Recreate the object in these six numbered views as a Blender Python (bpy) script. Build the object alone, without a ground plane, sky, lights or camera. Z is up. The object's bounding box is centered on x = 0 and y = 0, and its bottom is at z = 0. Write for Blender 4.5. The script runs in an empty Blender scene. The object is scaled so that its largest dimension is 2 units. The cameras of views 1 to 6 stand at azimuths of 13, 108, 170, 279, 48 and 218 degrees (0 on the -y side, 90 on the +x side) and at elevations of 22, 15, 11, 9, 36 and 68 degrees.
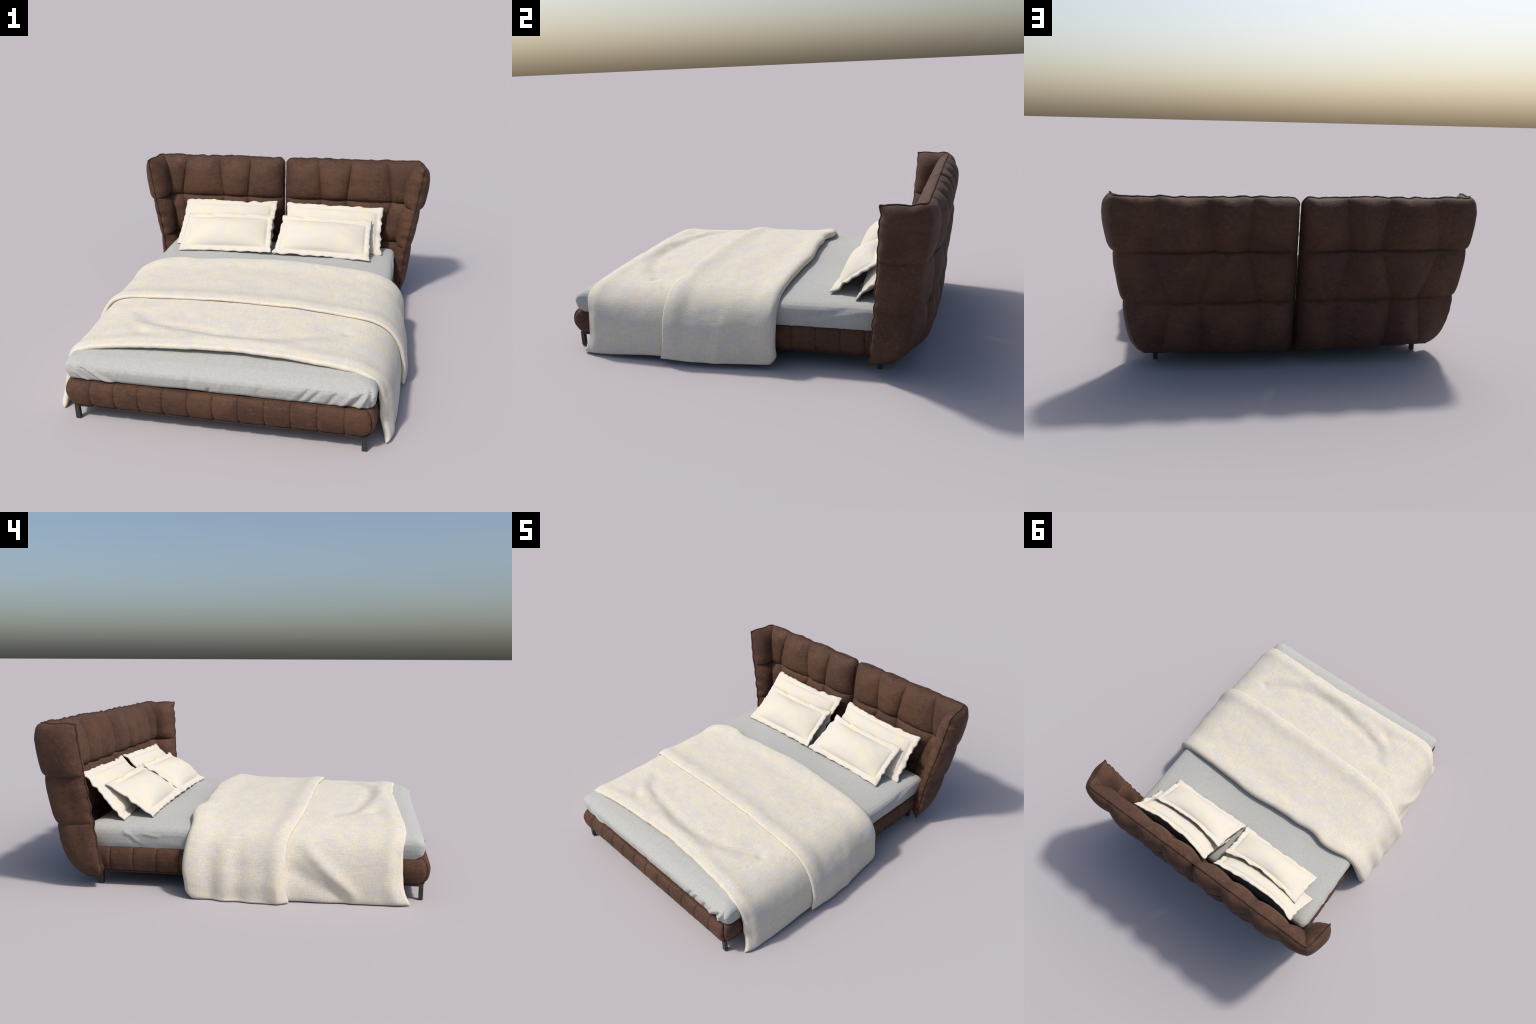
"""Upholstered double bed: quilted wing headboard in two halves, channelled padded
rails on steel legs, mattress with fitted sheet, folded duvet and four flanged pillows."""
import bpy
import math
import numpy as np
from mathutils import Vector, noise

# ------------------------------------------------------------------ helpers
def smooth(a, b, x):
    t = np.clip((np.asarray(x, float) - a) / (b - a), 0, 1)
    return t * t * (3 - 2 * t)


def gauss(x, c, w):
    return np.exp(-((np.asarray(x, float) - c) / w) ** 2)


def spline(keys, x):
    """Smooth monotone interpolation through (x, value) keys (cubic Hermite)."""
    k = np.array(sorted(keys), float)
    xs, ys = k[:, 0], k[:, 1]
    d = np.diff(ys) / np.diff(xs)
    m = np.concatenate([[d[0]], (d[:-1] + d[1:]) / 2, [d[-1]]])
    flat = np.concatenate([[False], d[:-1] * d[1:] <= 0, [False]])
    m[flat] = 0
    x = np.clip(np.asarray(x, float), xs[0], xs[-1])
    i = np.clip(np.searchsorted(xs, x) - 1, 0, len(xs) - 2)
    h = xs[i + 1] - xs[i]
    t = (x - xs[i]) / h
    return ((2 * t**3 - 3 * t**2 + 1) * ys[i] + (t**3 - 2 * t**2 + t) * h * m[i]
            + (-2 * t**3 + 3 * t**2) * ys[i + 1] + (t**3 - t**2) * h * m[i + 1])


def wob(x, y=0.0, z=0.0, octaves=2):
    """Scalar or array Perlin noise, about -1..1."""
    X, Y, Zz = np.broadcast_arrays(np.asarray(x, float), np.asarray(y, float), np.asarray(z, float))
    out = np.empty(X.size)
    for i, p in enumerate(zip(X.ravel(), Y.ravel(), Zz.ravel())):
        v = Vector(p)
        out[i] = noise.noise(v) + (0.5 * noise.noise(v * 2.1) if octaves > 1 else 0)
    return out.reshape(X.shape)


def mesh_object(name, verts, faces, mat, smooth_shade=True):
    me = bpy.data.meshes.new(name)
    me.from_pydata([tuple(v) for v in np.asarray(verts, float)], [], faces)
    me.validate()
    me.materials.append(mat)
    if smooth_shade:
        me.polygons.foreach_set("use_smooth", [True] * len(me.polygons))
    me.update()
    ob = bpy.data.objects.new(name, me)
    bpy.context.scene.collection.objects.link(ob)
    return ob


def grid_faces(n, m, base=0, close_i=False, close_j=False, flip=False):
    f = []
    for i in range(n if close_i else n - 1):
        for j in range(m if close_j else m - 1):
            a, b = base + i * m + j, base + i * m + (j + 1) % m
            c, d = base + ((i + 1) % n) * m + (j + 1) % m, base + ((i + 1) % n) * m + j
            f.append((a, d, c, b) if flip else (a, b, c, d))
    return f


def tube(name, pts, radius, mat, closed=False, sides=8):
    pts = np.asarray(pts, float)
    n = len(pts)
    if closed:
        tan = np.roll(pts, -1, 0) - np.roll(pts, 1, 0)
    else:
        tan = np.gradient(pts, axis=0)
    tan /= np.linalg.norm(tan, axis=1)[:, None] + 1e-12
    ref = np.cross(tan[0], [0.31, 0.52, 0.79])
    ref /= np.linalg.norm(ref)
    V = []
    for i in range(n):
        ref = ref - tan[i] * (ref @ tan[i])
        ref /= np.linalg.norm(ref)
        bi = np.cross(tan[i], ref)
        for k in range(sides):
            a = 2 * math.pi * k / sides
            V.append(pts[i] + radius * (math.cos(a) * ref + math.sin(a) * bi))
    F = grid_faces(n, sides, close_i=closed, close_j=True)
    if not closed:
        F += [tuple(range(sides)), tuple(range((n - 1) * sides, n * sides))[::-1]]
    return mesh_object(name, V, F, mat)


def resample(pts, step):
    pts = np.asarray(pts, float)
    d = np.concatenate([[0], np.cumsum(np.linalg.norm(np.diff(pts, axis=0), axis=1))])
    s = np.linspace(0, d[-1], max(3, int(d[-1] / step)))
    return np.stack([np.interp(s, d, pts[:, k]) for k in range(pts.shape[1])], 1)


def fix_normals(ob):
    import bmesh
    bm = bmesh.new()
    bm.from_mesh(ob.data)
    bmesh.ops.remove_doubles(bm, verts=bm.verts, dist=1e-5)
    bmesh.ops.recalc_face_normals(bm, faces=bm.faces)
    bm.to_mesh(ob.data)
    bm.free()
    return ob


# ------------------------------------------------------------------ materials
class Nodes:
    def __init__(self, name):
        self.mat = bpy.data.materials.new(name)
        self.mat.use_nodes = True
        self.t = self.mat.node_tree
        self.bsdf = self.t.nodes["Principled BSDF"]
        self.co = self.t.nodes.new("ShaderNodeTexCoord").outputs["Object"]

    def link(self, a, b):
        self.t.links.new(a, b)

    def mapped(self, scale, loc=(0, 0, 0), rot=(0, 0, 0)):
        n = self.t.nodes.new("ShaderNodeMapping")
        self.link(self.co, n.inputs["Vector"])
        n.inputs["Scale"].default_value = scale
        n.inputs["Location"].default_value = loc
        n.inputs["Rotation"].default_value = rot
        return n.outputs[0]

    def noise(self, scale, detail=4, rough=0.55, vec=None, distort=0.0):
        n = self.t.nodes.new("ShaderNodeTexNoise")
        self.link(vec or self.co, n.inputs["Vector"])
        n.inputs["Scale"].default_value = scale
        n.inputs["Detail"].default_value = detail
        n.inputs["Roughness"].default_value = rough
        n.inputs["Distortion"].default_value = distort
        return n.outputs["Fac"]

    def voronoi(self, scale, vec=None, out="Distance"):
        n = self.t.nodes.new("ShaderNodeTexVoronoi")
        self.link(vec or self.co, n.inputs["Vector"])
        n.inputs["Scale"].default_value = scale
        return n.outputs[out]

    def ramp(self, fac, lo, hi, a=0.0, b=1.0):
        n = self.t.nodes.new("ShaderNodeMapRange")
        n.interpolation_type = "SMOOTHSTEP"
        self.link(fac, n.inputs["Value"])
        for k, v in zip(("From Min", "From Max", "To Min", "To Max"), (lo, hi, a, b)):
            n.inputs[k].default_value = v
        return n.outputs["Result"]

    def math(self, op, a, b=None):
        n = self.t.nodes.new("ShaderNodeMath")
        n.operation = op
        for i, v in enumerate((a, b)):
            if v is None:
                continue
            if isinstance(v, (int, float)):
                n.inputs[i].default_value = v
            else:
                self.link(v, n.inputs[i])
        return n.outputs[0]

    def mix(self, fac, a, b):
        n = self.t.nodes.new("ShaderNodeMix")
        n.data_type = "RGBA"
        if isinstance(fac, (int, float)):
            n.inputs[0].default_value = fac
        else:
            self.link(fac, n.inputs[0])
        for i, v in ((6, a), (7, b)):
            if isinstance(v, tuple):
                n.inputs[i].default_value = (*v, 1)
            else:
                self.link(v, n.inputs[i])
        return n.outputs[2]

    def bump(self, height, strength, dist):
        n = self.t.nodes.new("ShaderNodeBump")
        self.link(height, n.inputs["Height"])
        n.inputs["Strength"].default_value = strength
        n.inputs["Distance"].default_value = dist
        self.link(n.outputs[0], self.bsdf.inputs["Normal"])

    def finish(self, color, rough=0.8, spec=0.3, sheen=0.0, sheen_tint=(1, 1, 1)):
        self.link(color, self.bsdf.inputs["Base Color"])
        self.bsdf.inputs["Roughness"].default_value = rough
        self.bsdf.inputs["Specular IOR Level"].default_value = spec
        self.bsdf.inputs["Sheen Weight"].default_value = sheen
        self.bsdf.inputs["Sheen Tint"].default_value = (*sheen_tint, 1)
        return self.mat


def nubuck(name, gain=1.0):
    n = Nodes(name)
    g = lambda r, gg, b: (r * gain, gg * gain, b * gain)
    base = n.mix(n.ramp(n.noise(5.5, 5, 0.6), 0.36, 0.66), g(0.104, 0.050, 0.029), g(0.070, 0.034, 0.022))
    dark = n.ramp(n.noise(1.0, 8, 0.75, n.mapped((22, 22, 40), (3, 1, 2))), 0.50, 0.64, 0.0, 0.55)
    c = n.mix(dark, base, g(0.046, 0.025, 0.019))
    rust = n.ramp(n.noise(1.0, 8, 0.78, n.mapped((48, 48, 95))), 0.50, 0.62)
    rust = n.math("MULTIPLY", rust, n.ramp(n.noise(6, 4, 0.6), 0.42, 0.58, 0.15, 0.55))
    c = n.mix(rust, c, g(0.185, 0.082, 0.042))
    c = n.mix(n.ramp(n.noise(260, 2), 0.5, 0.75, 0, 0.35), c, g(0.045, 0.024, 0.018))
    n.bump(n.noise(1.0, 9, 0.72, n.mapped((55, 55, 75))), 0.38, 0.009)
    return n.finish(c, 0.70, 0.22, 0.03, (0.9, 0.7, 0.6))


def plain(name, color, rough, metal=0.0, grain=60):
    n = Nodes(name)
    c = n.mix(n.ramp(n.noise(grain, 4), 0.35, 0.65), tuple(v * 0.85 for v in color), tuple(v * 1.15 for v in color))
    n.bsdf.inputs["Metallic"].default_value = metal
    return n.finish(c, rough, 0.4)


def weave(n, pitch):
    """Woven thread height: horizontal and vertical slubs crossed on every side of the cloth."""
    a = n.noise(1.0, 3, 0.6, n.mapped((pitch * 0.07, pitch, pitch)))
    b = n.noise(1.0, 3, 0.6, n.mapped((pitch, pitch * 0.07, pitch * 0.9)))
    c = n.noise(1.0, 3, 0.6, n.mapped((pitch, pitch, pitch * 0.07)))
    return n.math("ADD", n.math("ADD", a, b), c)


def linen():
    n = Nodes("slubbed_linen")
    w = weave(n, 210)
    cloudy = n.ramp(n.noise(1.0, 5, 0.65, n.mapped((8, 13, 13))), 0.38, 0.60)
    c = n.mix(cloudy, (0.548, 0.521, 0.480), (0.592, 0.548, 0.442))
    c = n.mix(n.ramp(w, 1.52, 1.85, 0.0, 0.46), c, (0.72, 0.70, 0.64))
    c = n.mix(n.ramp(w, 1.48, 1.15, 0.0, 0.40), c, (0.44, 0.41, 0.35))
    yel = n.ramp(n.noise(1.0, 6, 0.75, n.mapped((40, 95, 95))), 0.54, 0.68, 0.0, 0.52)
    c = n.mix(yel, c, (0.66, 0.52, 0.25))
    cell = n.voronoi(1.0, n.mapped((42, 66, 66)))
    rnd = n.noise(1.0, 2, 0.5, n.mapped((15, 19, 19), (5, 2, 9)))
    speck = n.math("MULTIPLY", n.ramp(cell, 0.24, 0.12), n.ramp(rnd, 0.50, 0.56))
    c = n.mix(n.math("MULTIPLY", speck, 0.75), c, (0.62, 0.38, 0.12))
    n.bump(w, 0.35, 0.002)
    return n.finish(c, 0.9, 0.15, 0.1)


def pillow_cloth():
    n = Nodes("cream_cotton")
    c = n.mix(n.ramp(n.noise(9, 4, 0.6), 0.40, 0.62), (0.566, 0.538, 0.482), (0.594, 0.550, 0.444))
    yel = n.ramp(n.noise(34, 5, 0.7), 0.56, 0.74, 0.0, 0.4)
    c = n.mix(yel, c, (0.66, 0.56, 0.34))
    n.bump(weave(n, 420), 0.12, 0.0015)
    return n.finish(c, 0.9, 0.15, 0.1)


def sheet_cloth():
    n = Nodes("grey_flannel")
    f = n.noise(1.0, 5, 0.7, n.mapped((90, 120, 70)))
    c = n.mix(n.ramp(f, 0.35, 0.65), (0.355, 0.360, 0.345), (0.405, 0.408, 0.388))
    c = n.mix(n.ramp(n.noise(300, 3), 0.55, 0.75, 0, 0.3), c, (0.45, 0.455, 0.44))
    n.bump(n.noise(1.0, 6, 0.7, n.mapped((130, 160, 100))), 0.3, 0.003)
    return n.finish(c, 0.9, 0.15, 0.1)


BROWN = nubuck("brown_nubuck", 0.79)
PIPE = nubuck("brown_nubuck_piping", 0.50)
STEEL = plain("dark_steel", (0.035, 0.037, 0.038), 0.45, 0.3)
UNDER = plain("black_dust_cover", (0.012, 0.011, 0.011), 0.9)
LINEN, PILLOW, SHEET = linen(), pillow_cloth(), sheet_cloth()

# ------------------------------------------------------------------ bed root
bed = bpy.data.objects.new("upholstered_bed", None)
bpy.context.scene.collection.objects.link(bed)
bed["label"] = "brown quilted double bed with wing headboard and grey mattress"
bed["category"] = "bed"


def under(child, parent):
    child.parent = parent
    return child


# ------------------------------------------------------------------ headboard
# Spine (seam plane) of one half, by height: y of the back, back corner, wing tip.
SPINE_Y = [(0.060, 0.805), (0.13, 0.828), (0.22, 0.838), (0.347, 0.855), (0.597, 0.888), (0.856, 0.918)]
CORNER_X = [(0.060, 0.748), (0.13, 0.775), (0.22, 0.797), (0.347, 0.815), (0.597, 0.846), (0.856, 0.870)]
CORNER_Y = [(0.060, 0.765), (0.13, 0.800), (0.22, 0.828), (0.347, 0.848), (0.597, 0.886), (0.856, 0.920)]
TIP_X = [(0.060, 0.787), (0.22, 0.797), (0.347, 0.810), (0.597, 0.856), (0.856, 0.898)]
TIP_Y = [(0.060, 0.651), (0.347, 0.682), (0.597, 0.704), (0.856, 0.724)]
ROWS = [0.060, 0.347, 0.597, 0.856]
# where the upright seams stand at each row line, from the middle of the bed outwards
SEAMS = [[(0.060, 0.210), (0.347, 0.190), (0.597, 0.252), (0.856, 0.226)],
         [(0.060, 0.457), (0.347, 0.478), (0.597, 0.413), (0.856, 0.446)],
         [(0.060, 0.664), (0.347, 0.622), (0.597, 0.712), (0.856, 0.674)]]


def puff(t, p=2.4, q=0.5):
    return np.maximum(1 - np.abs(t) ** p, 0) ** q


def spread(n):
    """n samples of -1..1, denser at both ends where the cloth dives into a seam."""
    u = np.linspace(-1, 1, n)
    return 0.35 * u + 0.65 * np.sin(u * math.pi / 2)


def headboard_half(sign):
    nr, nc = 26, 22
    tr, tc = spread(nr), spread(nc)
    rows = []                       # (height, row index, t)
    for r in range(3):
        for k in range(nr - (0 if r == 2 else 1)):
            rows.append((ROWS[r] + (ROWS[r + 1] - ROWS[r]) * (tr[k] + 1) / 2, r, tr[k]))
    cols = []                       # (column index, t)
    for c in range(5):
        for k in range(nc - (0 if c == 4 else 1)):
            cols.append((c, tc[k]))
    nI, nJ = len(rows), len(cols)
    front, back = np.zeros((nI, nJ, 3)), np.zeros((nI, nJ, 3))
    for i, (z0, r, t) in enumerate(rows):
        sy, cx, cy = spline(SPINE_Y, z0), spline(CORNER_X, z0), spline(CORNER_Y, z0)
        tx, ty = spline(TIP_X, z0), spline(TIP_Y, z0)
        gap = 0.0052 + 0.0018 * float(smooth(0.2, 0.8, z0))
        corner, tip, start = np.array([cx, cy]), np.array([tx, ty]), np.array([gap, sy])
        bounds = [gap] + [float(np.interp(z0, [k[0] for k in s], [k[1] for k in s])) for s in SEAMS] + [cx]
        wing_len = np.linalg.norm(tip - corner)
        last_len = bounds[4] - bounds[3]
        n_back = np.array([corner[1] - start[1], 0.0])
        d1 = (corner - start) / np.linalg.norm(corner - start)
        d2 = (tip - corner) / wing_len
        n1, n2 = np.array([-d1[1], d1[0]]), np.array([-d2[1], d2[0]])
        top_open, bottom_open = (r == 2), (r == 0)
        for j, (c, u) in enumerate(cols):
            f = (u + 1) / 2
            if c < 4:
                x = bounds[c] + (bounds[c + 1] - bounds[c]) * f
                p = start + d1 * (x - gap) / d1[0]
                s_corner = (x - cx) / d1[0]
            else:
                s_corner = wing_len * f
                p = corner + d2 * s_corner
            # the cloth turns the corner on a soft radius
            rad = 0.055
            w = float(smooth(-rad, rad, s_corner))
            n_out = n1 * (1 - w) + n2 * w
            n_out /= np.linalg.norm(n_out)
            n_in_w = float(smooth(-0.012, 0.012, s_corner))
            n_in = n1 * (1 - n_in_w) + n2 * n_in_w
            n_in /= np.linalg.norm(n_in)
            if abs(s_corner) < rad:          # round the spine corner a little
                pull = 0.012 * (1 - (abs(s_corner) / rad)) ** 2
                p = p - (n1 + n2) / 2 * pull
            # row profile
            def row(lo):
                e = lo if t < 0 and not bottom_open or t >= 0 and not top_open else 0.0
                pw = (3.0 if bottom_open else 2.2) if e == 0.0 else 3.0
                return e + (1 - e) * float(puff(t, pw))
            # column profile
            def col_back():
                if c >= 3:
                    tot = last_len + wing_len
                    a = (last_len * f if c == 3 else last_len + wing_len * f) / tot * 2 - 1
                    lo = (0.72, 0.72, 0.60)[r] if a < 0 else 0.0
                    fat = float(puff(a, 3.2)) if a >= 0 else 0.45 * float(puff(a, 2.4, 0.75)) + 0.55 * (0.5 + 0.5 * math.cos(math.pi * a))
                    return (lo + (1 - lo) * fat) * (1 - (0.60, 0.52, 0.42)[r] * math.exp(-(s_corner / 0.085) ** 2))
                if c == 0 and u < 0:
                    return float(puff(u, 2.6)) if r == 2 else float(puff(u, 2.2, 0.72))
                soft = 0.5 + 0.5 * math.cos(math.pi * u)
                if r == 2:
                    return 0.52 + 0.48 * (0.65 * float(puff(u, 2.0, 0.75)) + 0.35 * soft)
                return 0.65 + 0.375 * (0.75 * float(puff(u, 2.0, 0.75)) + 0.25 * soft)
            def col_front():
                if c == 3:
                    lo = 0.55 if u < 0 else 0.50
                elif c == 4:
                    lo = 0.50 if u < 0 else 0.0
                else:
                    lo = 0.0 if (c == 0 and u < 0) else 0.55
                return lo + (1 - lo) * float(puff(u, 2.4, 0.62))
            wing = float(smooth(0.0, 0.1, s_corner))
            inner = 1 - float(smooth(0.40, 0.72, p[0]))
            tb = (0.092 - (0.044, 0.042, 0.016)[r] * wing + (0.016, 0.009, 0.0)[r] * inner) * row(0.66) * col_back()
            tf = (0.078 + 0.004 * wing) * row(0.48) * col_front()
            amt = 0.0022
            tb += amt * min(1, tb / 0.03) * (noise.noise(Vector((p[0] * 14, z0 * 14, 3.0))) + 0.6 * noise.noise(Vector((p[0] * 34, z0 * 30, 7.0))))
            tf += amt * min(1, tf / 0.03) * (noise.noise(Vector((p[0] * 14, z0 * 14, 9.0))) + 0.6 * noise.noise(Vector((p[0] * 34, z0 * 30, 1.0))))
            # small gathers running into the seams
            near_row = math.exp(-(1 - abs(t)) / 0.22)
            near_col = math.exp(-(1 - abs(u)) / 0.20)
            pk = 0.0022 * near_row * noise.noise(Vector((p[0] * 42 + p[1] * 30, z0 * 9, 6.0))) + 0.0018 * near_col * noise.noise(Vector((p[0] * 9, z0 * 42, 2.5)))
            tf += pk * min(1, tf / 0.02)
            tb += pk * min(1, tb / 0.02)
            # gathered rim: the outline waves where the seam puckers
            rim = max(0.0, 1 - (ROWS[3] - z0) / 0.05)
            zz = z0 + rim * (0.007 * noise.noise(Vector((p[0] * 16, p[1] * 16, 2.0 + sign))) + 0.004 * noise.noise(Vector((p[0] * 36, p[1] * 45, 5.0))))
            rim_b = max(0.0, 1 - (z0 - ROWS[0]) / 0.04)
            zz += rim_b * 0.004 * noise.noise(Vector((p[0] * 22, p[1] * 22, 8.0)))
            if c == 4:
                edge = max(0.0, 1 - (1 - f) * wing_len / 0.04)
                p = p + d2 * edge * (0.011 * noise.noise(Vector((z0 * 24, 4.0, sign)))) + n2 * edge * 0.004 * noise.noise(Vector((z0 * 30, 1.0, sign)))
            if c == 0:
                edge = max(0.0, 1 - f * 0.22 / 0.03)
                p = p + d1 * edge * 0.0022 * (noise.noise(Vector((z0 * 26, 9.0, sign))))
                # clipped top corner beside the gap
                p = p + d1 * edge * 0.012 * max(0.0, 1 - (ROWS[3] - z0) / 0.022)
                zz -= 0.010 * max(0.0, 1 - f * 0.22 / 0.02) * rim
            front[i, j] = (p[0] - n_in[0] * tf, p[1] - n_in[1] * tf, zz)
            back[i, j] = (p[0] + n_out[0] * tb, p[1] + n_out[1] * tb, zz)
    V = np.concatenate([front.reshape(-1, 3), back.reshape(-1, 3)])
    V[:, 0] *= sign
    F = grid_faces(nI, nJ) + grid_faces(nI, nJ, nI * nJ, flip=True)
    ob = mesh_object("headboard_panel", V, F, BROWN)
    fix_normals(ob)
    rim = np.concatenate([back[:, 0], back[-1, 1:], back[::-1, -1][1:], back[0, ::-1][1:-1]])
    rim[:, 0] *= sign
    rim = resample(np.concatenate([rim, rim[:1]]), 0.006)[:-1]
    rim += 0.0012 * np.stack([wob(rim[:, 0] * 60, rim[:, 2] * 60, k * 7.0) for k in range(3)], 1)
    cord = tube("piping", rim, 0.0048, PIPE, closed=True)
    under(cord, ob)
    return ob


for s in (-1, 1):
    under(headboard_half(s), bed)

# ------------------------------------------------------------------ padded rails
RAIL = [(-0.060, 0.200), (-0.030, 0.211), (-0.012, 0.212), (0.002, 0.204), (0.011, 0.188), (0.016, 0.168),
        (0.017, 0.148), (0.013, 0.122), (0.004, 0.099), (-0.007, 0.086), (-0.014, 0.077), (-0.030, 0.076), (-0.07, 0.078)]
HX, FRONT_Y, REAR_Y = 0.722, -0.983, 0.750


def rail(name, a, b, outward, blocks, mitre_a, mitre_b):
    """Padded rail from a to b (plan), its channels stitched at equal spacing."""
    a, b, outward = np.array(a), np.array(b), np.array(outward)
    length = np.linalg.norm(b - a)
    d = (b - a) / length
    prof = resample(np.array(RAIL), 0.0045)
    ts = spread(22)
    us = np.concatenate([(k + (ts[:-1] + 1) / 2) / blocks for k in range(blocks)] + [[1.0]])
    tt = np.concatenate([np.tile(ts[:-1], blocks), [1.0]])
    P = np.zeros((len(us), len(prof), 3))
    for i, (u, t) in enumerate(zip(us, tt)):
        fill = float(puff(t, 8, 0.6))
        s = u * length
        k = int(min(u * blocks, blocks - 1))
        for j, (o, z) in enumerate(prof):
            depth = 0.0075 * (1 - fill) + 0.0012 * wob(u * blocks * 1.7, z * 25, 3.1 * blocks)
            oo = o - depth * (1 if o > -0.03 else 0.3)
            zz = z + (0.005 * (1 - fill) if z < 0.12 else -0.004 * (1 - fill) if z > 0.19 else 0)
            # rounded corner: the rail end sinks in towards the mitre
            end_a = max(0.0, 1 - s / 0.045) if mitre_a else 0.0
            end_b = max(0.0, 1 - (length - s) / 0.045) if mitre_b else 0.0
            oo -= 0.016 * (end_a ** 2 + end_b ** 2)
            sh = (oo if mitre_a and s < 0.12 else 0) * -(1 - s / 0.12) + (oo if mitre_b and length - s < 0.12 else 0) * (1 - (length - s) / 0.12)
            if not mitre_b:
                oo += 0.012 * float(smooth(0.03, 0.3, s))
            q = a + d * (s + sh) + outward * oo
            P[i, j] = (q[0], q[1], zz)
    F = grid_faces(len(us), len(prof))
    ob = mesh_object(name, P.reshape(-1, 3), F, BROWN)
    fix_normals(ob)
    j = int(np.argmin(np.linalg.norm(prof - np.array([-0.012, 0.079]), axis=1)))
    pts = resample(P[:, j] + np.array([0, 0, -0.003]), 0.008)
    under(tube("piping", pts, 0.0045, PIPE), ob)
    return under(ob, bed)


rail("front_rail", (-HX, FRONT_Y), (HX, FRONT_Y), (0, -1), 12, True, True)
rail("side_rail", (HX, FRONT_Y), (HX, REAR_Y), (1, 0), 14, True, False)
rail("side_rail", (-HX, FRONT_Y), (-HX, REAR_Y), (-1, 0), 14, True, False)


def box(name, lo, hi, mat, bevel=0.0):
    x0, y0, z0 = lo
    x1, y1, z1 = hi
    V = [(x, y, z) for z in (z0, z1) for y in (y0, y1) for x in (x0, x1)]
    F = [(0, 2, 3, 1), (4, 5, 7, 6), (0, 1, 5, 4), (2, 6, 7, 3), (0, 4, 6, 2), (1, 3, 7, 5)]
    ob = mesh_object(name, V, F, mat, False)
    if bevel:
        import bmesh
        bm = bmesh.new()
        bm.from_mesh(ob.data)
        bmesh.ops.bevel(bm, geom=list(bm.edges), offset=bevel, segments=2, profile=0.5, affect="EDGES")
        bm.to_mesh(ob.data)
        bm.free()
    return ob


under(box("slat_base", (-HX + 0.03, FRONT_Y + 0.03, 0.088), (HX - 0.03, REAR_Y, 0.200), UNDER), bed)
for sx in (-1, 1):
    for y in (-0.958, 0.690):
        under(box("leg", (sx * 0.690 - 0.0115, y - 0.0105, 0.0), (sx * 0.690 + 0.0115, y + 0.0105, 0.080), STEEL, 0.0015), bed)
    under(box("steel_bar", (sx * 0.690 - 0.011, -0.945, 0.066), (sx * 0.690 + 0.011, 0.677, 0.077), STEEL, 0.001), bed)

# ------------------------------------------------------------------ mattress with fitted sheet
def line_ridge(px, py, a, b, width, fade=0.15):
    """Height of a soft ridge along the segment a-b in a plane."""
    a, b = np.array(a), np.array(b)
    d = b - a
    L = np.linalg.norm(d)
    t = ((px - a[0]) * d[0] + (py - a[1]) * d[1]) / L**2
    off = ((px - a[0]) * -d[1] + (py - a[1]) * d[0]) / L
    ends = smooth(-fade, fade, t) * smooth(1 + fade, 1 - fade, t)
    return np.exp(-((off / width) ** 2)) * ends


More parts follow.
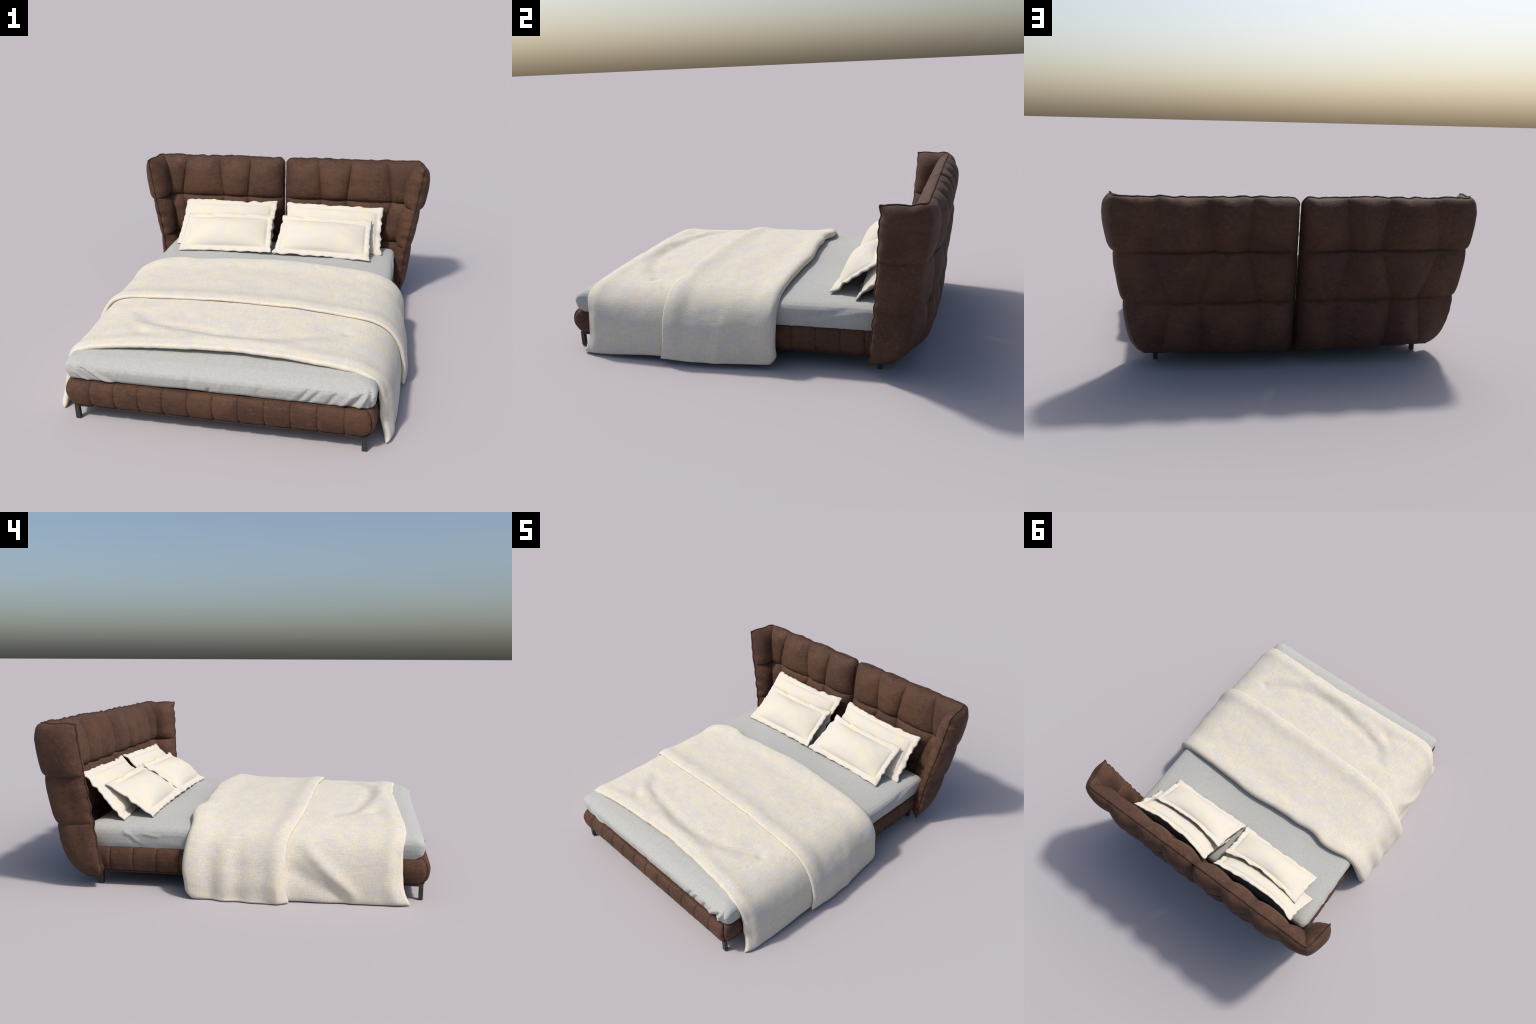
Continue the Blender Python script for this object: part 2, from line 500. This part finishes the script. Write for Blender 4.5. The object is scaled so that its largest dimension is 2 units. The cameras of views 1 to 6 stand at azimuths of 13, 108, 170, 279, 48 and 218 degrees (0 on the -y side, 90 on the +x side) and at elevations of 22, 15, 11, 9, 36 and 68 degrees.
def mattress():
    hx, y0, y1, corner = 0.736, -0.971, 0.762, 0.035
    side = [(-0.045, 0.190), (-0.026, 0.197), (-0.014, 0.210), (-0.006, 0.232), (-0.001, 0.258), (0.001, 0.282),
            (-0.004, 0.301), (-0.015, 0.316), (-0.034, 0.326), (-0.062, 0.3325), (-0.10, 0.3375)]
    prof = resample(np.array(side), 0.006)
    insets = np.concatenate([prof[:, 0], -np.linspace(0.115, hx - 0.012, 44)])
    zs = np.concatenate([prof[:, 1], 0.3385 + 0.024 * np.sin(np.linspace(0.02, 1, 44) * math.pi / 2)])
    cy, hy = (y0 + y1) / 2, (y1 - y0) / 2

    def outline(inset, per):
        ax, ay = hx + inset, hy + inset
        r = max(0.002, min(corner + inset * 0.3, ax))
        pts = []
        for qx, qy, a0 in ((1, -1, -90), (1, 1, 0), (-1, 1, 90), (-1, -1, 180)):
            for k in range(9):
                a = math.radians(a0 + k * 11.25)
                pts.append((qx * (ax - r) + r * math.cos(a), cy + qy * (ay - r) + r * math.sin(a)))
        pts.append(pts[0])
        pts = np.array(pts)
        # equal share of samples on each side so that rings line up
        out = []
        for k, n in enumerate((per[0], per[1], per[0], per[1])):
            i0 = 9 * k + 4
            seg = np.concatenate([pts[i0:i0 + 10]]) if i0 + 10 <= len(pts) else np.concatenate([pts[i0:], pts[1:i0 + 10 - len(pts) + 1]])
            d = np.concatenate([[0], np.cumsum(np.linalg.norm(np.diff(seg, axis=0), axis=1))])
            s = np.linspace(0, d[-1], n + 1)[:-1]
            out.append(np.stack([np.interp(s, d, seg[:, 0]), np.interp(s, d, seg[:, 1])], 1))
        return np.concatenate(out)
    per = (240, 200)
    rings = []
    for o, z in zip(insets, zs):
        xy = outline(o, per)
        rings.append(np.column_stack([xy, np.full(len(xy), z)]))
    P = np.array(rings)
    x, y, z = P[..., 0], P[..., 1], P[..., 2]
    # wrinkles of the cloth: out of the front face, out of the sides, and on the top
    fr = smooth(y0 + 0.06, y0 + 0.025, y)
    push = np.zeros_like(x)
    for a, b, h, w in (((-0.672, 0.325), (-0.50, 0.215), 0.006, 0.008), ((-0.640, 0.30), (-0.530, 0.205), -0.006, 0.006),
                       ((-0.690, 0.272), (-0.610, 0.205), 0.005, 0.007), ((-0.60, 0.262), (-0.485, 0.205), 0.004, 0.006),
                       ((-0.700, 0.290), (-0.640, 0.205), -0.004, 0.006),
                       ((0.395, 0.225), (0.440, 0.295), -0.004, 0.010), ((0.432, 0.215), (0.490, 0.292), -0.005, 0.010),
                       ((0.520, 0.215), (0.560, 0.285), -0.005, 0.010), ((0.610, 0.205), (0.680, 0.298), -0.008, 0.010),
                       ((0.575, 0.205), (0.640, 0.298), 0.005, 0.012), ((0.655, 0.205), (0.700, 0.310), 0.007, 0.010),
                       ((0.708, 0.215), (0.708, 0.315), -0.014, 0.005), ((0.690, 0.225), (0.699, 0.318), -0.006, 0.005),
                       ((-0.030, 0.205), (-0.022, 0.240), -0.005, 0.008), ((0.20, 0.21), (0.23, 0.30), -0.002, 0.016),
                       ((-0.13, 0.21), (-0.10, 0.33), -0.002, 0.014)):
        push += 1.6 * h * line_ridge(x, z, a, b, w)
    for k in range(14):          # fine gathers fanning down to the tucked hem
        cx = -0.46 + 0.068 * k + 0.02 * math.sin(k * 3.7)
        lean = 0.05 * cx + 0.012 * math.sin(k * 2.1)
        push += 0.0024 * math.cos(k * 2.6) * line_ridge(x, z, (cx - lean, 0.205), (cx + lean, 0.275 + 0.02 * math.sin(k)), 0.007)
    push += 0.0022 * wob(x * 16, z * 9, 2.0) * smooth(0.2, 0.25, z)
    P[..., 1] -= push * fr
    sd = smooth(hx - 0.06, hx - 0.01, np.abs(x))
    side_push = 0.0035 * wob(y * 7, z * 12, x * 3)
    for sx, a, b, h, w in ((-1, (0.55, 0.300), (0.47, 0.235), 0.006, 0.010), (-1, (0.53, 0.275), (0.46, 0.215), -0.006, 0.009),
                           (-1, (0.45, 0.287), (0.36, 0.270), 0.004, 0.006), (1, (0.62, 0.30), (0.36, 0.24), 0.004, 0.012),
                           (1, (0.55, 0.31), (0.30, 0.255), -0.004, 0.012)):
        side_push += h * line_ridge(y, z, a, b, w) * (np.sign(x) == sx)
    P[..., 0] += np.sign(x) * sd * side_push
    # bottom hem sags between the tucks
    hem = smooth(0.235, 0.195, z)
    P[..., 2] += hem * 0.006 * wob(x * 5, y * 5, 4.0) + hem * 0.012 * fr
    up = smooth(0.325, 0.337, z)
    top = 0.0025 * wob(x * 3.0, y * 3.0, 11.0) - 0.004 * line_ridge(x, y, (0.395, 0.45), (0.470, 0.20), 0.003)
    for k in range(9):
        cx = -0.34 + 0.085 * k + 0.03 * math.sin(k * 5.1)
        top = top + 0.0022 * line_ridge(x, y, (cx, -0.99), (cx + 0.02, -0.84), 0.009) * math.cos(k * 2.3)
    P[..., 2] += up * top
    P[..., 0] += np.sign(x) * 0.006 * smooth(-0.9, -0.6, y) * smooth(0.6, 0.73, np.abs(x))
    P[..., 2] -= 0.012 * smooth(-0.90, -0.985, y) * smooth(0.24, 0.33, z)
    # pressed down by the duvet
    P[..., 2] -= 0.016 * smooth(-0.80, -0.72, y) * smooth(0.16, 0.08, y) * smooth(0.25, 0.31, z)
    P[..., 2] -= 0.006 * smooth(-0.80, -0.95, y) * smooth(0.28, 0.33, z)
    n, m = P.shape[:2]
    F = grid_faces(n, m, close_j=True)
    V = np.concatenate([P.reshape(-1, 3), [[0, cy, 0.19]]])
    F += [(n * m, (j + 1) % m, j) for j in range(m)]
    last = (n - 1) * m
    F.append(tuple(range(last, last + m)))
    ob = mesh_object("mattress", V, F, SHEET)
    return fix_normals(ob)


under(mattress(), bed)

# ------------------------------------------------------------------ duvet
def rounded(ctrl, step):
    """Catmull-Rom curve through control points, evenly resampled."""
    c = np.array(ctrl, float)
    c = np.concatenate([[2 * c[0] - c[1]], c, [2 * c[-1] - c[-2]]])
    out = []
    for k in range(1, len(c) - 2):
        for t in np.linspace(0, 1, 20, endpoint=False):
            a, b, d, e = c[k - 1], c[k], c[k + 1], c[k + 2]
            out.append(0.5 * (2 * b + (d - a) * t + (2 * a - 5 * b + 4 * d - e) * t**2 + (3 * b - a - 3 * d + e) * t**3))
    out.append(c[-2])
    return resample(np.array(out), step)


def drape():
    """Underside line across the bed in (x, z): floor, up the side, over the crowned top, down again."""
    half = rounded([(0.0, 0.368), (0.20, 0.3655), (0.38, 0.3585), (0.54, 0.346), (0.64, 0.333), (0.705, 0.307),
                    (0.745, 0.268), (0.764, 0.21), (0.770, 0.14), (0.772, 0.07), (0.772, 0.0)], 0.006)
    return np.concatenate([half[::-1] * [-1, 1], half[1:]])


def duvet():
    D = drape()
    tan = np.gradient(D, axis=0)
    tan /= np.linalg.norm(tan, axis=1)[:, None]
    N = np.column_stack([-tan[:, 1], tan[:, 0]])
    n = len(D)
    arc = np.concatenate([[0], np.cumsum(np.linalg.norm(np.diff(D, axis=0), axis=1))])
    total = arc[-1]
    to_hem = np.minimum(arc, total - arc)
    sgn = np.where(D[:, 0] < 0, -1.0, 1.0)
    hang = smooth(0.335, 0.20, D[:, 1])                 # 0 on top, 1 on the sides
    s = arc - total / 2                                # signed distance from the middle
    fr = spline([(-1.04, -0.872), (-0.80, -0.862), (-0.68, -0.878), (-0.48, -0.866), (-0.15, -0.850), (0.1, -0.842),
                 (0.45, -0.858), (0.62, -0.868), (0.72, -0.880), (0.80, -0.868), (1.04, -0.868)], s)
    lip = spline([(-1.04, -0.300), (-0.80, -0.300), (-0.66, -0.345), (-0.45, -0.368), (-0.1, -0.378), (0.2, -0.385),
                  (0.5, -0.398), (0.72, -0.402), (1.04, -0.400)], s)
    bk = spline([(-1.04, 0.200), (-0.85, 0.222), (-0.70, 0.205), (-0.52, 0.228), (-0.40, 0.205), (-0.1, 0.214),
                 (0.08, 0.232), (0.5, 0.206), (0.68, 0.200), (0.85, 0.198), (1.04, 0.198)], s)
    fr = fr + 0.005 * wob(s * 7, 1.0) + 0.003 * wob(s * 18, 4.0)
    lip = lip + 0.004 * wob(s * 6, 2.0) + 0.002 * wob(s * 17, 8.0)
    bk = bk + 0.006 * wob(s * 6, 3.0) - 0.006
    ear = np.maximum(0, 1 - to_hem / 0.12) ** 2
    fr = fr - 0.030 * ear
    lip = lip - 0.020 * ear
    bk = bk - 0.03 * np.maximum(0, 1 - to_hem / 0.045) ** 2
    swell = 1 + hang * 0.2
    out_neg = [(-0.90, 0.010), (-0.86, 0.018), (-0.80, 0.026), (-0.47, 0.040), (-0.32, 0.042), (-0.26, 0.070), (-0.05, 0.062), (0.22, 0.048)]
    out_pos = [(-0.90, -0.004), (-0.80, 0.020), (-0.57, 0.030), (-0.42, 0.030), (-0.25, 0.044), (0.08, 0.010), (0.22, -0.006)]
    hem = 0.25 + 0.75 * np.sqrt(np.clip(1 - (1 - np.clip(to_hem / 0.03, 0, 1)) ** 2, 0, 1))

    arc_line = [(0.62, -0.50), (0.56, -0.56), (0.48, -0.62), (0.40, -0.665), (0.27, -0.705), (0.10, -0.722), (-0.08, -0.712),
                (-0.24, -0.690), (-0.36, -0.655), (-0.46, -0.600), (-0.53, -0.520), (-0.53, -0.440)]
    A = resample(np.array(arc_line), 0.01)

    def relief(x, y, side, z):
        """Extra height of the upper cloth: the hollow behind the curved crease, dents and soft waves."""
        dx, dy = x - A[:, 0], y - A[:, 1]
        d2 = dx * dx + dy * dy
        k = int(np.argmin(d2))
        d = math.sqrt(d2[k])
        a, b = A[max(k - 1, 0)], A[min(k + 1, len(A) - 1)]
        inside = ((b[0] - a[0]) * (y - a[1]) - (b[1] - a[1]) * (x - a[0])) < 0
        e = k / (len(A) - 1)
        strength = math.sin(math.pi * min(max(e, 0.02), 0.98)) ** 0.6
        sd = d if inside else -d
        strength *= 0.75 + 0.5 * noise.noise(Vector((x * 7, y * 7, 4.0)))
        sd += 0.012 * noise.noise(Vector((x * 11, y * 11, 8.0)))
        g = 1.3 * strength * (0.007 * math.exp(-((sd + 0.04) / 0.04) ** 2) - 0.010 * math.exp(-((sd - 0.024) / 0.040) ** 2) - 0.006 * math.exp(-((sd - 0.11) / 0.10) ** 2))
        g += 0.008 * math.exp(-((x + 0.53) / 0.06) ** 2 - ((y + 0.70) / 0.06) ** 2)
        g += 0.007 * math.exp(-((x + 0.50) / 0.05) ** 2 - ((y + 0.46) / 0.05) ** 2)
        g -= 0.007 * math.exp(-((x + 0.42) / 0.03) ** 2 - ((y + 0.73) / 0.03) ** 2)
        g -= 0.006 * math.exp(-((x - 0.57) / 0.025) ** 2 - ((y + 0.555) / 0.025) ** 2)
        return g

    rows = []
    for i in range(n):
        f, l, b = fr[i], lip[i], bk[i]
        pr = []                                         # (y, h, kind) kind 0 under, 1 lower layer, 2 fold
        for y in np.linspace(f + 0.02, b - 0.03, 30):
            pr.append((y, 0.0, 0))
        for a in np.linspace(-80, 80, 13):              # back roll
            a = math.radians(a)
            pr.append((b - 0.032 + 0.032 * math.cos(a), 0.024 + 0.024 * math.sin(a), 2))
        for y in np.linspace(b - 0.040, l + 0.024, 52):  # top of the fold
            h = 0.034 + 0.013 * math.exp(-((y - b + 0.04) / 0.07) ** 2) + 0.013 * math.exp(-((y - l - 0.045) / 0.06) ** 2)
            pr.append((y, h, 2))
        for a in np.linspace(75, -85, 9):               # lip of the fold
            a = math.radians(a)
            pr.append((l + 0.014 - 0.014 * math.cos(a), 0.0345 + 0.0100 * math.sin(a), 2))
        pr += [(l + 0.030, 0.0250, 2), (l + 0.060, 0.0246, 2), (l + 0.061, 0.0236, 1), (l + 0.030, 0.0230, 1)]
        for y in np.linspace(l + 0.004, f + 0.026, 60):
            h = 0.019 + 0.006 * math.exp(-((y - l) / 0.13) ** 2) + 0.010 * math.exp(-((y - f - 0.05) / 0.045) ** 2)
            pr.append((y, h, 1))
        for a in np.linspace(75, -85, 9):               # front lip
            a = math.radians(a)
            pr.append((f + 0.015 - 0.015 * math.cos(a), 0.0135 + 0.0135 * math.sin(a), 1))
        ring = []
        for y, h, kind in pr:
            mid = (0.010, 0.012, 0.038)[kind]
            h = mid + (h - mid) * hem[i]
            x, z = D[i]
            if kind:
                body = min(1.0, max(0.0, (y - f) / 0.06))
                if kind == 1 and hang[i] < 1:
                    h += relief(x, y, sgn[i], z) * (1 - hang[i]) * body
                h += (0.0030 if kind == 2 else 0.0022) * (noise.noise(Vector((s[i] * 4.5, y * 5, kind * 5.0))) + 0.55 * noise.noise(Vector((s[i] * 12, y * 12, 1.0))) + 0.25 * noise.noise(Vector((s[i] * 26, y * 26, 3.0))))
            h *= swell[i]
            # how the side hangs: long waves, growing towards the hem
            low = hang[i] * min(1.0, (0.37 - z) / 0.2)
            wave = 0.0
            if hang[i] > 0:
                wave = low * 0.010 * noise.noise(Vector((y * 4.2, z * 2.0, sgn[i] * 4.0)))
                if sgn[i] < 0:
                    wave += 0.013 * hang[i] * float(line_ridge(np.array(y), np.array(z), (-0.37, 0.285), (-0.64, 0.03), 0.032)) * (kind == 1)
                    wave -= 0.013 * hang[i] * float(line_ridge(np.array(y), np.array(z), (-0.30, 0.165), (-0.60, 0.02), 0.045)) * (kind == 1)
                    wave += 0.007 * low * math.sin(y * 42 + 1.5) * math.exp(-((y - 0.0) / 0.14) ** 2) * (kind == 2)
                else:
                    wave += 0.006 * low * math.exp(-((y + 0.10 - (z - 0.1) * 0.2) / 0.03) ** 2) * (kind == 2)
                    wave -= min(1.0, 2 * hang[i]) * 0.012 * math.exp(-((y + 0.27) / 0.035) ** 2 - ((z - 0.31) / 0.035) ** 2)
            wave += float(spline(out_neg, y)) * float(smooth(0.35, 0.06, z)) if sgn[i] < 0 else float(spline(out_pos, y)) * float(smooth(0.35, 0.08, z))
            wave -= 0.034 * hang[i] * math.exp(-((y + 0.885) / 0.075) ** 2) * float(smooth(0.0, 0.13, z))
            px = x + N[i, 0] * h + sgn[i] * wave
            pz = z + N[i, 1] * h - 0.007 * (1 - hang[i]) * float(smooth(-0.74, -0.88, y))
            floor = 0.002 if sgn[i] < 0 else 0.004 + 0.022 * float(smooth(-0.85, -0.5, y)) + 0.012 * float(smooth(0.16, 0.21, y))
            pz += floor * max(0.0, 1 - max(z, 0) / 0.25)
            ring.append((px, y, max(pz, 0.001)))
        rows.append(ring)
    P = np.array(rows)
    m = P.shape[1]
    F = grid_faces(n, m, close_j=True)
    F += [tuple(range(m)), tuple(range((n - 1) * m, n * m))[::-1]]
    ob = mesh_object("duvet", P.reshape(-1, 3), F, LINEN)
    fix_normals(ob)
    ob["label"] = "cream slubbed linen duvet folded back across the bed"
    ob["category"] = "duvet"
    return ob


duvet()

# ------------------------------------------------------------------ pillows
def pillow(tl, tr, bl, br, belly, back_belly, seed, box=2.5, bow=0.0, sag=0.0):
    """Flanged pillow between four corners; belly is its height in front of the flange."""
    tl, tr, bl, br = (np.array(p, float) for p in (tl, tr, bl, br))
    nu, nv = 90, 60
    us, vs = np.linspace(-1, 1, nu), np.linspace(-1, 1, nv)
    U, W = np.meshgrid(us, vs, indexing="ij")
    width, height = np.linalg.norm(tr - tl), np.linalg.norm(tl - bl)
    a, b = ((U + 1) / 2)[..., None], ((W + 1) / 2)[..., None]
    P = (bl * (1 - a) + br * a) * (1 - b) + (tl * (1 - a) + tr * a) * b
    ex = (tr - tl) / width
    ey = ((tl + tr) - (bl + br)) / 2
    ey /= np.linalg.norm(ey)
    nrm = np.cross(ex, ey)
    nrm /= np.linalg.norm(nrm)
    fx, fy = 1 - 2 * 0.040 / width, 1 - 2 * 0.040 / height     # inner edge of the flange
    iu, iv = np.clip(U / fx, -1, 1), np.clip(W / fy, -1, 1)
    fill = (np.maximum(1 - np.abs(iu) ** box, 0) * np.maximum(1 - np.abs(iv) ** box, 0)) ** (0.58 if box > 3 else 0.72)
    fill *= 1 - 0.10 * iv
    lumps = 0.004 * wob(U * 2.2, W * 1.8, seed) * np.minimum(1, fill * 2)
    edge = np.clip(np.maximum((np.abs(U) - fx) / (1 - fx), (np.abs(W) - fy) / (1 - fy)), 0, 1)
    ripple = edge * (0.015 * wob(U * 4.0 + W * 2, W * 3.5, seed + 3, 1) + 0.004 * wob(U * 9, W * 7, seed + 5, 1))
    ripple = ripple + bow * (1 - U**2) * (W + 1) / 2      # upper edge bowed towards the foot of the bed
    P = P - ey * (sag * (1 - U**2) * ((W + 1) / 2) ** 2)[..., None]
    # edges drawn in between pointed corners, with a puckered outline
    pull_x = 0.010 * (1 - W**2) * edge * (np.abs(U) > fx) + edge * 0.009 * wob(W * 5, U * 3, seed + 8, 1)
    pull_y = 0.006 * (1 - U**2) * edge * (np.abs(W) > fy) + edge * 0.009 * wob(U * 7, W * 3, seed + 9, 1)
    P = P - ex * (np.sign(U) * pull_x)[..., None] - ey * (np.sign(W) * pull_y)[..., None]
    seam = np.exp(-(((np.abs(U) - fx) * width / 2 / 0.004) ** 2)) * (np.abs(W) <= fy + 0.01) + np.exp(-(((np.abs(W) - fy) * height / 2 / 0.004) ** 2)) * (np.abs(U) <= fx + 0.01)
    thick = 0.006 * np.sqrt(np.clip(1 - edge**6, 0, 1))
    f = P + nrm * (belly * fill + lumps + thick + ripple - 0.003 * np.minimum(seam, 1))[..., None]
    g = P - nrm * (back_belly * fill + thick - ripple)[..., None]
    V = np.concatenate([f.reshape(-1, 3), g.reshape(-1, 3)])
    F = grid_faces(nu, nv, flip=True) + grid_faces(nu, nv, nu * nv)
    ob = mesh_object("pillow", V, F, PILLOW)
    fix_normals(ob)
    ob["label"] = "cream cotton pillow with wide wavy flange"
    ob["category"] = "pillow"
    return ob


pillow((-0.664, 0.800, 0.580), (-0.034, 0.808, 0.583), (-0.682, 0.565, 0.335), (-0.030, 0.566, 0.350), 0.027, 0.045, 1.0, 3.6, 0.036, 0.016)
pillow((-0.618, 0.688, 0.516), (-0.034, 0.687, 0.530), (-0.622, 0.426, 0.348), (-0.010, 0.426, 0.366), 0.052, 0.014, 21.0, 2.1, 0.027, 0.018)
pillow((0.026, 0.816, 0.582), (0.660, 0.800, 0.573), (0.024, 0.566, 0.350), (0.667, 0.567, 0.335), 0.027, 0.045, 41.0, 3.6, 0.036, 0.016)
pillow((0.017, 0.691, 0.528), (0.598, 0.681, 0.519), (-0.004, 0.425, 0.364), (0.606, 0.427, 0.348), 0.052, 0.014, 61.0, 2.1, 0.027, 0.018)
